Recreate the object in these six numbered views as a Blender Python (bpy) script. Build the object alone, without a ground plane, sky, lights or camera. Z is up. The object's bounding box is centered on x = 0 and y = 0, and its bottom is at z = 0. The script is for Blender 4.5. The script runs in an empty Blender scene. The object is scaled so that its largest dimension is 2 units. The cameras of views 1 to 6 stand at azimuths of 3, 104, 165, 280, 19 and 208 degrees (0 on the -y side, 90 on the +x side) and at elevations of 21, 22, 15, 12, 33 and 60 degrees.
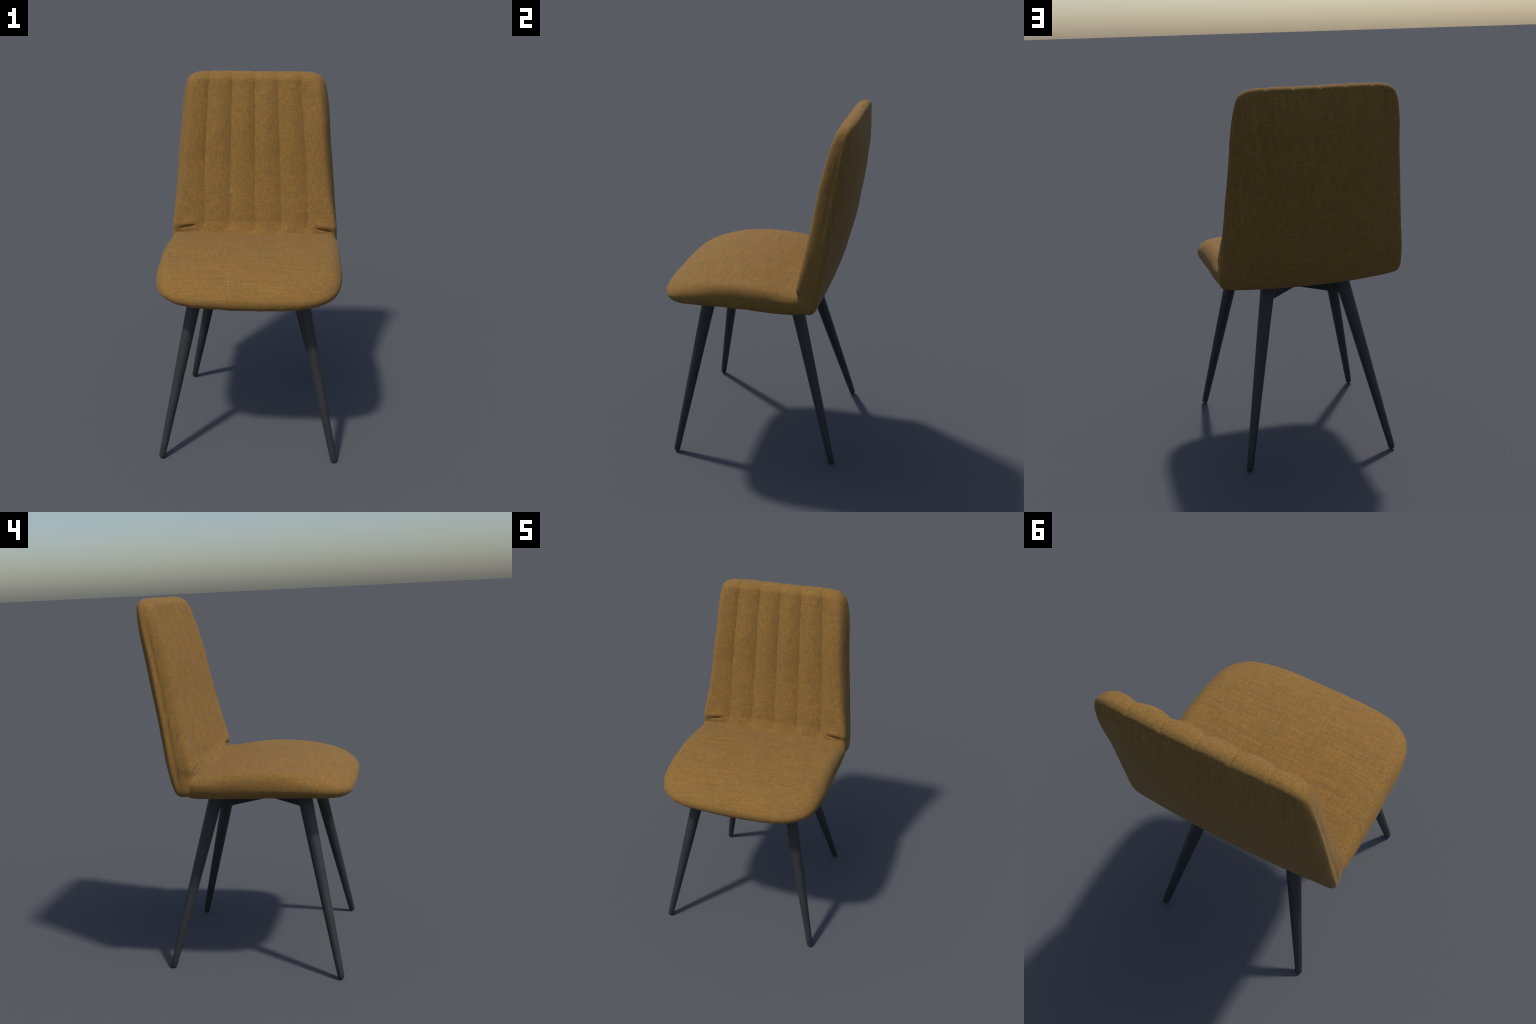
import bpy, math
import numpy as np
from mathutils import Vector, Matrix

# ------------------------------------------------------------------ helpers
def interp(z, table):
    zs, vs = zip(*table)
    return np.interp(z, zs, vs)

def smooth_interp(z, table, k=0.02):
    """piecewise-linear profile, softened by averaging nearby samples"""
    acc = 0
    for w, d in ((1, -2), (3, -1), (4, 0), (3, 1), (1, 2)):
        acc = acc + w * interp(np.asarray(z) + d * k, table)
    return acc / 12.0

def sstep(a, b, x):
    t = np.clip((x - a) / (b - a), 0, 1)
    return t * t * (3 - 2 * t)

def wobble(P, scale, seed):
    """cheap smooth pseudo noise: a sum of randomly oriented sine waves, about -1..1"""
    rng = np.random.RandomState(seed)
    out = np.zeros(len(P))
    for i in range(9):
        d = rng.normal(size=3)
        d /= np.linalg.norm(d)
        f = scale * rng.uniform(0.6, 1.7)
        out += np.sin(P @ d * f + rng.uniform(0, 6.28))
    return out / 4.0

def new_mesh_object(name, verts, faces, parent, material, smooth=True):
    me = bpy.data.meshes.new(name)
    me.from_pydata([tuple(v) for v in verts], [], faces)
    me.update()
    if smooth:
        me.polygons.foreach_set("use_smooth", [True] * len(me.polygons))
    me.materials.append(material)
    ob = bpy.data.objects.new(name, me)
    bpy.context.scene.collection.objects.link(ob)
    ob.parent = parent
    return ob

def grid_normals(P, quads):
    a, b, c, d = (P[quads[:, i]] for i in range(4))
    n = np.cross(c - a, d - b)
    N = np.zeros_like(P)
    for i in range(4):
        np.add.at(N, quads[:, i], n)
    return N / np.maximum(np.linalg.norm(N, axis=1, keepdims=True), 1e-12)

def cushion_topology(n, rows):
    """Two square caps joined by a rim of `rows` rings.  Returns, per vertex,
    square coordinates u,v in -1..1, the section parameter t (0 = first cap,
    0..1 across the rim, 1 = second cap) and the quad list."""
    # nodes crowd towards the border
    s = np.linspace(-1, 1, n)
    U, V = np.meshgrid(s, s, indexing="ij")
    idx = np.arange(n * n).reshape(n, n)
    loop = list(idx[0, :-1]) + list(idx[:-1, -1]) + list(idx[-1, :0:-1]) + list(idx[:0:-1, 0])
    L = len(loop)
    u = list(U.ravel()); v = list(V.ravel()); t = [0.0] * (n * n)
    lu = [u[i] for i in loop]; lv = [v[i] for i in loop]
    quads = []
    g = idx
    q1 = np.stack([g[:-1, :-1], g[1:, :-1], g[1:, 1:], g[:-1, 1:]], -1).reshape(-1, 4)
    quads.append(q1)
    prev = np.array(loop)
    base = n * n
    for r in range(1, rows):
        cur = np.arange(base, base + L)
        u += lu; v += lv; t += [r / rows] * L
        quads.append(np.stack([prev, np.roll(prev, -1), np.roll(cur, -1), cur], -1))
        prev = cur
        base += L
    off = base
    u += list(U.ravel()); v += list(V.ravel()); t += [1.0] * (n * n)
    cur = np.array(loop) + off
    quads.append(np.stack([prev, np.roll(prev, -1), np.roll(cur, -1), cur], -1))
    quads.append((q1 + off)[:, ::-1])
    return np.array(u), np.array(v), np.array(t), np.concatenate(quads)

def super_map(u, v, n):
    """square -> superellipse, ring by ring"""
    m = np.maximum(np.abs(u), np.abs(v))
    mm = np.maximum(m, 1e-9)
    a, b = np.abs(u) / mm, np.abs(v) / mm
    k = (a ** n + b ** n) ** (-1.0 / n)
    return u * k, v * k

# ------------------------------------------------------------------ materials
def node(nt, kind, **kw):
    nd = nt.nodes.new(kind)
    for k, val in kw.items():
        setattr(nd, k, val)
    return nd

def math_node(nt, op, a, b=None, clamp=False):
    m = node(nt, "ShaderNodeMath", operation=op, use_clamp=clamp)
    for i, s in enumerate((a, b)):
        if s is None:
            continue
        if isinstance(s, (int, float)):
            m.inputs[i].default_value = s
        else:
            nt.links.new(s, m.inputs[i])
    return m.outputs[0]

def mix_col(nt, fac, a, b):
    m = node(nt, "ShaderNodeMix", data_type="RGBA")
    if isinstance(fac, (int, float)):
        m.inputs[0].default_value = fac
    else:
        nt.links.new(fac, m.inputs[0])
    for i, s in ((6, a), (7, b)):
        if isinstance(s, tuple):
            m.inputs[i].default_value = s
        else:
            nt.links.new(s, m.inputs[i])
    return m.outputs[2]

def noise(nt, vec, scale, detail=2.0, rough=0.5):
    n = node(nt, "ShaderNodeTexNoise")
    n.inputs["Scale"].default_value = scale
    n.inputs["Detail"].default_value = detail
    n.inputs["Roughness"].default_value = rough
    nt.links.new(vec, n.inputs["Vector"])
    return n.outputs["Fac"]

def remap(nt, val, a, b, c=0.0, d=1.0):
    m = node(nt, "ShaderNodeMapRange")
    for i, x in enumerate((a, b, c, d)):
        m.inputs[i + 1].default_value = x
    nt.links.new(val, m.inputs[0])
    return m.outputs[0]

def fabric_material(name, across, along, slub_axis, scar=None):
    """Woven ochre cloth.  The thread checks and yarn streaks are built on
    object axes so that the weave wraps round the sides."""
    mat = bpy.data.materials.new(name)
    mat.use_nodes = True
    nt = mat.node_tree
    bsdf = nt.nodes["Principled BSDF"]
    tc = node(nt, "ShaderNodeTexCoord")
    sep = node(nt, "ShaderNodeSeparateXYZ")
    nt.links.new(tc.outputs["Object"], sep.inputs[0])
    ax = {"X": sep.outputs[0], "Y": sep.outputs[1], "Z": sep.outputs[2]}
    obj = tc.outputs["Object"]
    def stretched(scale):
        mp = node(nt, "ShaderNodeMapping")
        mp.inputs["Scale"].default_value = scale
        nt.links.new(obj, mp.inputs[0])
        return mp.outputs[0]
    def thread(a):
        k = 2 * math.pi / 0.0058
        return math_node(nt, "SINE", math_node(nt, "ADD", math_node(nt, "MULTIPLY", ax[a], k), math_node(nt, "MULTIPLY", wander, 3.0)))
    wander = noise(nt, obj, 45.0, 1.0)
    # over-and-under check of the threads; the summed pair carries it round the edges
    weave = math_node(nt, "MULTIPLY", math_node(nt, "ADD", thread(across[0]), thread(across[1])), thread(along))
    def streak(axis, long, thin):
        sc = [thin, thin, thin]
        sc["XYZ".index(axis)] = long
        return stretched(tuple(sc))
    # slubs: long thin streaks in the yarn, up the backrest and across the seat
    slub = noise(nt, streak(slub_axis, 5, 110), 1.0, 2.0, 0.6)
    cross_axis = across[0] if slub_axis == along else along
    slub2 = noise(nt, streak(cross_axis, 8, 110), 1.0, 2.0, 0.6)
    yarn_a = noise(nt, streak(slub_axis, 100, 290), 1.0, 1.0, 0.5)
    yarn_b = noise(nt, streak(cross_axis, 100, 290), 1.0, 1.0, 0.5)
    hue = noise(nt, tc.outputs["Object"], 34.0, 3.0, 0.6)
    ochre = (FAB[0], FAB[1], FAB[2], 1)
    warm = (FAB[0] * 1.10, FAB[1] * 0.97, FAB[2] * 0.86, 1)
    olive = (FAB[0] * 0.88, FAB[1] * 0.97, FAB[2] * 1.12, 1)
    grey = (FAB[0] * 0.42, FAB[1] * 0.46, FAB[2] * 0.70, 1)
    light = (FAB[0] * 1.62, FAB[1] * 1.56, FAB[2] * 1.35, 1)
    col = mix_col(nt, remap(nt, hue, 0.35, 0.65), warm, olive)
    col = mix_col(nt, 0.5, ochre, col)
    # one signed tone: threads over and under, slubs, fine yarn grain
    def part(val, centre, gain):
        return math_node(nt, "MULTIPLY", math_node(nt, "SUBTRACT", val, centre), gain)
    tone = math_node(nt, "MULTIPLY", weave, 0.10)
    for val, gain in ((slub, 1.15), (slub2, 0.7), (yarn_a, 1.2), (yarn_b, 1.2)):
        tone = math_node(nt, "ADD", tone, part(val, 0.5, gain))
    col = mix_col(nt, remap(nt, tone, 0.0, -0.9, 0, 0.8), col, grey)
    col = mix_col(nt, remap(nt, tone, 0.0, 0.9, 0, 0.8), col, light)
    if scar:
        # a single pulled, paler thread in the cloth
        axis, at, width, along, lo, hi = scar
        d = math_node(nt, "ABSOLUTE", math_node(nt, "SUBTRACT", ax[axis], at))
        line = remap(nt, d, width, 0.0, 0.0, 1.0)
        m1 = remap(nt, ax[along], lo, lo + 0.05)
        m2 = remap(nt, ax[along], hi, hi - 0.05)
        f = math_node(nt, "MULTIPLY", math_node(nt, "MULTIPLY", line, m1), math_node(nt, "MULTIPLY", m2, 0.5))
        col = mix_col(nt, f, col, light)
    nt.links.new(col, bsdf.inputs["Base Color"])
    bsdf.inputs["Roughness"].default_value = 0.92
    bsdf.inputs["Specular IOR Level"].default_value = 0.25
    bsdf.inputs["Sheen Weight"].default_value = 0.12
    bsdf.inputs["Sheen Roughness"].default_value = 0.5
    bsdf.inputs["Sheen Tint"].default_value = (0.8, 0.6, 0.35, 1)
    h = math_node(nt, "ADD", math_node(nt, "MULTIPLY", weave, 0.5), math_node(nt, "MULTIPLY", slub, 1.2))
    bump = node(nt, "ShaderNodeBump")
    bump.inputs["Strength"].default_value = 0.17
    bump.inputs["Distance"].default_value = 0.0015
    nt.links.new(h, bump.inputs["Height"])
    nt.links.new(bump.outputs[0], bsdf.inputs["Normal"])
    return mat

def metal_material(name, base, rough):
    mat = bpy.data.materials.new(name)
    mat.use_nodes = True
    nt = mat.node_tree
    bsdf = nt.nodes["Principled BSDF"]
    tc = node(nt, "ShaderNodeTexCoord")
    n1 = noise(nt, tc.outputs["Object"], 9.0, 3.0)
    n2 = noise(nt, tc.outputs["Object"], 420.0, 1.0)
    col = mix_col(nt, remap(nt, n1, 0.35, 0.7, 0, 1), tuple(c * 0.92 for c in base) + (1,), tuple(c * 1.1 for c in base) + (1,))
    nt.links.new(col, bsdf.inputs["Base Color"])
    nt.links.new(remap(nt, n1, 0.3, 0.7, rough - 0.04, rough + 0.05), bsdf.inputs["Roughness"])
    bsdf.inputs["Specular IOR Level"].default_value = 0.45
    bump = node(nt, "ShaderNodeBump")
    bump.inputs["Strength"].default_value = 0.12
    bump.inputs["Distance"].default_value = 0.0006
    nt.links.new(n2, bump.inputs["Height"])
    nt.links.new(bump.outputs[0], bsdf.inputs["Normal"])
    return mat

FAB = (0.231, 0.125, 0.0305)
fabric_back = fabric_material("ochre_woven_fabric_backrest", "XY", "Z", "Z")
fabric_seat = fabric_material("ochre_woven_fabric_seat", "YZ", "X", "X", ("X", -0.095, 0.003, "Y", -0.52, -0.22))
leg_paint = metal_material("black_powder_coat", (0.030, 0.031, 0.033), 0.48)
glide_plastic = metal_material("black_plastic_glide", (0.012, 0.012, 0.013), 0.55)
frame_paint = metal_material("black_frame_paint", (0.022, 0.023, 0.025), 0.5)

# ------------------------------------------------------------------ root
chair = bpy.data.objects.new("dining_chair", None)
chair.empty_display_size = 0.2
bpy.context.scene.collection.objects.link(chair)
chair["label"] = "ochre upholstered dining chair with channelled backrest and black tapered legs"
chair["category"] = "chair"

# ------------------------------------------------------------------ backrest
Z_TOP = 1.9985
BACK_HALF_WIDTH = [(0.95, 0.498), (1.05, 0.495), (1.15, 0.488), (1.26, 0.477), (1.42, 0.462),
                   (1.66, 0.440), (1.90, 0.420), (2.00, 0.416)]
BACK_FRONT_Y = [(0.95, 0.262), (1.10, 0.269), (1.20, 0.284), (1.30, 0.302), (1.40, 0.322), (1.50, 0.341),
                (1.60, 0.358), (1.70, 0.376), (1.80, 0.400), (1.90, 0.424), (2.00, 0.452)]
BACK_REAR_EDGE_Y = [(0.95, 0.335), (0.99, 0.357), (1.06, 0.379), (1.18, 0.400), (1.41, 0.434), (1.62, 0.468),
                    (1.83, 0.507), (1.93, 0.519), (2.00, 0.525)]
BACK_REAR_BULGE = [(0.95, 0.014), (1.05, 0.024), (1.20, 0.047), (1.41, 0.070), (1.62, 0.068), (1.80, 0.053), (1.90, 0.034), (1.95, 0.016), (2.0, 0.006)]
# stitched channels: x of each seam at three heights
SEAMS = [[(1.2, -0.296), (1.5, -0.291), (2.0, -0.268)],
         [(1.2, -0.146), (1.5, -0.140), (2.0, -0.134)],
         [(1.2, 0.008), (1.5, 0.004), (2.0, -0.003)],
         [(1.2, 0.161), (1.5, 0.150), (2.0, 0.128)],
         [(1.2, 0.318), (1.5, 0.304), (2.0, 0.259)]]

def build_backrest():
    n, rows = 400, 26
    u, v, t, quads = cushion_topology(n, rows)
    nn = np.where(v > 0, 10.0, 10.0 + 18.0 * np.clip(-v, 0, 1))
    pu, pv = super_map(u, v, nn)
    # section across the rim: front roll (superellipse), then a tight rear edge
    RR, SPLIT = 0.020, 0.68
    af = np.clip(t / SPLIT, 0, 1) * math.pi / 2
    ar = np.clip((t - SPLIT) / (1 - SPLIT), 0, 1) * math.pi / 2
    # the sides slant inwards to the front and end in a tight roll
    along_top = sstep(-0.25, 0.10, np.abs(v) - np.abs(u))
    slant = 0.024 * (1 - along_top) * sstep(-0.90, 0.05, v)
    roll = 0.024 + 0.020 * sstep(-0.90, -0.30, v)
    e = 2.0 / (2.7 - 0.6 * along_top)
    ff = np.where(t <= SPLIT, 1 - np.cos(af) ** e, 1.0)
    inset = np.where(t <= SPLIT, slant * (1 - ff) + roll * (1 - np.sin(af) ** e), RR * (1 - np.cos(ar)))
    m = np.maximum(np.abs(u), np.abs(v))
    halfw, halfh = 0.45, 0.51
    su = 1 - inset / halfw
    sv = 1 - inset / halfh
    U, V = pu * su, pv * sv
    # two passes because width depends on height and the lower edge on width
    x = U * 0.45
    for _ in range(3):
        zb = 0.952 + 0.030 * np.clip(np.abs(x) / 0.49, 0, 1) ** 2.2
        z = zb + (V + 1) / 2 * (Z_TOP - zb)
        w = smooth_interp(z, BACK_HALF_WIDTH)
        x = U * w
    q = np.clip(np.abs(x) / w, 0, 1)
    yf = smooth_interp(z, BACK_FRONT_Y)
    # the cover turns forward on to the seat in the middle
    low = np.clip((1.155 - z) / 0.075, 0, 1.6)
    yf = yf - 0.034 * low ** 1.8 * (1 - np.clip(np.abs(x) / 0.44, 0, 1) ** 2.5)
    edge = smooth_interp(z, BACK_REAR_EDGE_Y)
    yr = edge + smooth_interp(z, BACK_REAR_BULGE) * (1 - q ** (2.1 + 0.7 * sstep(1.40, 1.70, z)))
    y_rim = edge - 0.022
    rr = np.where(t > SPLIT, np.sin(ar), 0.0)
    y = np.where(t <= SPLIT, yf + (y_rim - yf) * ff, y_rim + (yr - y_rim) * rr)
    x = x + 0.0015
    P = np.stack([x, y, z], 1)
    N = grid_normals(P, quads)
    if N[(n * n) // 2, 1] > 0:
        quads = quads[:, ::-1]
        N = -N
    # --- channels
    xs = [interp(z, s) for s in SEAMS]
    bounds = [-0.60 + 0 * z] + xs + [0.60 + 0 * z]
    rib = np.zeros(len(P))
    notch = np.zeros(len(P))
    RIB = (0.0135 + 0.0065 * sstep(1.30, 1.70, z)) * (1 - 0.45 * sstep(1.90, 1.985, z))
    REF = interp(z, [(1.10, 0.0), (1.16, 0.12), (1.30, 0.35), (1.60, 0.55), (1.85, 0.75), (1.95, 0.95)])
    for a, b in zip(bounds[:-1], bounds[1:]):
        inside = (x >= a) & (x < b)
        if a is bounds[0]:
            c = np.clip((b - x) / 0.085, 0, 1)
            r = 1 - (1 - c) ** 2.3
        elif b is bounds[-1]:
            c = np.clip((x - a) / 0.085, 0, 1)
            r = 1 - (1 - c) ** 2.3
        else:
            s = np.abs((x - (a + b) / 2) / ((b - a) / 2))
            r = 1 - s ** 1.9
        rib = np.where(inside, r, rib)
        notch = np.where(inside, np.exp(-np.minimum(np.abs(x - a), np.abs(x - b)) / 0.006), notch)
    front_mask = 1.0 - sstep(0.10, 0.62, t)
    fade_low = sstep(1.075, 1.14, z)
    disp = (rib - REF) * RIB * front_mask * fade_low
    # over the top edge the channels close up to narrow notches
    disp -= 0.0045 * notch * sstep(0.15, 0.50, t) * (1 - sstep(0.85, 1.0, t)) * sstep(1.85, 1.92, z)
    # --- tucks where the outer channels meet the seat
    for sx, x0, z0, dep in ((-1, -0.395, 1.119, 0.013), (1, 0.418, 1.106, 0.013)):
        zs = z0 - 0.16 * (x - x0) * sx - 1.2 * np.clip((x - x0) * sx, 0, 1) ** 2
        mk = np.exp(-((x - x0) / 0.040) ** 4) * (t < 0.5)
        disp -= dep * np.exp(-((z - zs) / 0.0060) ** 2) * mk
        disp += 0.006 * np.exp(-((z - zs - 0.024) / 0.018) ** 2) * np.exp(-((x - x0) / 0.055) ** 2) * (t < 0.5)
    # --- welt of the rear panel running down the sides
    dy = y - (edge - 0.042)
    side = (q > 0.9) * (t < 0.95) * sstep(1.02, 1.10, z) * (1 - sstep(1.80, 1.90, z))
    amp = np.where(x < 0, 1.0, 0.35)
    disp += amp * side * (-0.0065 * np.exp(-((dy) / 0.007) ** 2) + 0.003 * np.exp(-((dy - 0.017) / 0.009) ** 2))
    # --- soft upholstery unevenness
    disp += 0.0010 * wobble(P, 24, 3) + 0.0004 * wobble(P, 75, 4)
    P = P + N * disp[:, None]
    return new_mesh_object("backrest", P, quads.tolist(), chair, fabric_back)

# ------------------------------------------------------------------ seat
SEAT_TOP_Z = [(-0.60, 1.010), (-0.50, 1.059), (-0.40, 1.094), (-0.30, 1.114), (-0.20, 1.124), (-0.10, 1.127),
              (0.0, 1.124), (0.10, 1.117), (0.20, 1.106), (0.28, 1.100), (0.36, 1.097)]
SEAT_RIM_Z = [(-0.60, 0.980), (-0.40, 1.014), (0.0, 1.032), (0.30, 1.036)]
SEAT_HALF_WIDTH = [(-0.60, 0.497), (-0.30, 0.500), (0.0, 0.501), (0.15, 0.498), (0.24, 0.495), (0.29, 0.492), (0.40, 0.489)]
Y_FRONT, Y_REAR = -0.552, 0.335

def build_seat():
    n, rows = 220, 28
    u, v, t, quads = cushion_topology(n, rows)
    nn = np.where(v < 0, 4.2, 4.2 + 10 * np.clip(v, 0, 1) ** 0.5)
    pu, pv = super_map(u, v, nn)
    SPLIT = 0.62
    at = np.clip(t / SPLIT, 0, 1) * math.pi / 2
    ab = np.clip((t - SPLIT) / (1 - SPLIT), 0, 1) * math.pi / 2
    RB = 0.050 + 0.025 * sstep(-0.8, -0.2, v) - 0.040 * sstep(-0.2, 0.7, v)
    RT = 0.080 - 0.018 * sstep(-0.6, 0.2, v)
    RT = RT + (0.012 - RT) * sstep(0.80, 0.98, v)
    e = 2.0 / 2.25
    inset = np.where(t <= SPLIT, RT * (1 - np.sin(at) ** e), RB * (1 - np.cos(ab)))
    U = pu * (1 - inset / 0.50)
    V = pv * (1 - inset / 0.45)
    yc, h = (Y_FRONT + Y_REAR) / 2, (Y_REAR - Y_FRONT) / 2
    y = yc + V * h
    x = U * smooth_interp(y, SEAT_HALF_WIDTH)
    top = smooth_interp(y, SEAT_TOP_Z) - (0.011 + 0.008 * sstep(-0.15, -0.40, y) + 0.004 * sstep(0.05, 0.2, y)) * (np.abs(x) / 0.42) ** 2.5 - 0.014 * np.exp(-(x / 0.25) ** 2) * sstep(0.0, 0.25, y)
    bot = 0.948 + 0.022 * (np.abs(x) / 0.47) ** 2 - 0.012 * sstep(-0.3, -0.5, y) + 0.003 * sstep(0.20, 0.33, y)
    rim = smooth_interp(y, SEAT_RIM_Z)
    ft = 1 - np.cos(at) ** e
    fb = np.sin(ab)
    z = np.where(t <= SPLIT, top + (rim - top) * ft, rim + (bot - rim) * fb)
    P = np.stack([x, y, z], 1)
    N = grid_normals(P, quads)
    if N[(n * n) // 2, 2] < 0:
        quads = quads[:, ::-1]
        N = -N
    disp = 0.0016 * wobble(P, 20, 11) + 0.0007 * wobble(P, 70, 12)
    # stapled lower hem: small puckers along the underside of the edge
    hem = np.exp(-((t - 0.86) / 0.09) ** 2)
    disp += hem * 0.0012 * wobble(P * np.array([1, 1, 0.2]), 120, 13)
    P = P + N * disp[:, None]
    return new_mesh_object("seat", P, quads.tolist(), chair, fabric_seat)

# ------------------------------------------------------------------ legs
def lathe(profile, seg=40):
    """profile: list of (distance along axis, radius); closed at both ends"""
    verts, faces = [], []
    for d, r in profile:
        for k in range(seg):
            a = 2 * math.pi * k / seg
            verts.append((r * math.cos(a), r * math.sin(a), d))
    for i in range(len(profile) - 1):
        for k in range(seg):
            k2 = (k + 1) % seg
            faces.append((i * seg + k, i * seg + k2, (i + 1) * seg + k2, (i + 1) * seg + k))
    faces.append(tuple(range(seg))[::-1])
    faces.append(tuple((len(profile) - 1) * seg + k for k in range(seg)))
    return verts, faces

LEG_TOP_Z = 0.962
def build_leg(fx, fy, tx, ty):
    foot = Vector((fx, fy, 0.0))
    knee = Vector((tx, ty, 0.9))
    axis = (knee - foot).normalized()
    length = LEG_TOP_Z / axis.z
    prof = [(0.0065, 0.0132), (0.010, 0.0160), (0.0155, 0.0176)]
    for k in range(1, 13):
        d = 0.016 + (length - 0.050 - 0.016) * k / 12
        prof.append((d, 0.0176 + 0.0196 * (d / 0.93) ** 0.93))
    r1 = prof[-1][1]
    for k in range(1, 9):
        a = math.pi / 2 * k / 8
        prof.append((length - 0.050 + 0.050 * math.sin(a), r1 * (0.62 + 0.38 * math.cos(a))))
    verts, faces = lathe(prof)
    leg = new_mesh_object("leg", verts, faces, chair, leg_paint)
    # local z along the leg
    rot = axis.to_track_quat("Z", "Y")
    leg.rotation_mode = "QUATERNION"
    leg.rotation_quaternion = rot
    leg.location = foot
    gl = [(0.0026, 0.006), (0.0034, 0.0100), (0.0065, 0.0130), (0.014, 0.0130)]
    verts, faces = lathe(gl, 24)
    glide = new_mesh_object("foot_glide", verts, faces, leg, glide_plastic)
    return leg

LEGS = [(-0.482, -0.471, -0.292, -0.296), (0.482, -0.471, 0.292, -0.296),
        (-0.405, 0.460, -0.216, 0.213), (0.405, 0.460, 0.216, 0.213)]

# ------------------------------------------------------------------ support frame
def bevel_box(name, size, parent, material, bev=0.004):
    import bmesh
    bm = bmesh.new()
    bmesh.ops.create_cube(bm, size=1.0)
    bmesh.ops.scale(bm, vec=size, verts=bm.verts)
    bmesh.ops.bevel(bm, geom=list(bm.edges), offset=bev, segments=3, profile=0.5, affect="EDGES")
    me = bpy.data.meshes.new(name)
    bm.to_mesh(me)
    bm.free()
    me.polygons.foreach_set("use_smooth", [False] * len(me.polygons))
    me.materials.append(material)
    ob = bpy.data.objects.new(name, me)
    bpy.context.scene.collection.objects.link(ob)
    ob.parent = parent
    return ob

def build_frame():
    frame = bevel_box("support_plate", (0.20, 0.20, 0.030), chair, frame_paint)
    frame.location = (0, -0.02, 0.940)
    for fx, fy, tx, ty in LEGS:
        ax = Vector((tx, ty, 0))
        lz = 0.857 if ty > 0 else 0.884
        inner = Vector((0.0, -0.01, 0.0))
        d = ax - inner
        length = d.length - 0.01
        hgt = 0.946 - lz
        bar = bevel_box("support_bar", (length, 0.036, hgt), chair, frame_paint, 0.003)
        bar.rotation_euler = (0, 0, math.atan2(d.y, d.x))
        bar.location = inner + d.normalized() * (length / 2)
        bar.location.z = lz + hgt / 2
    return frame

build_backrest()
build_seat()
for L in LEGS:
    build_leg(*L)
build_frame()
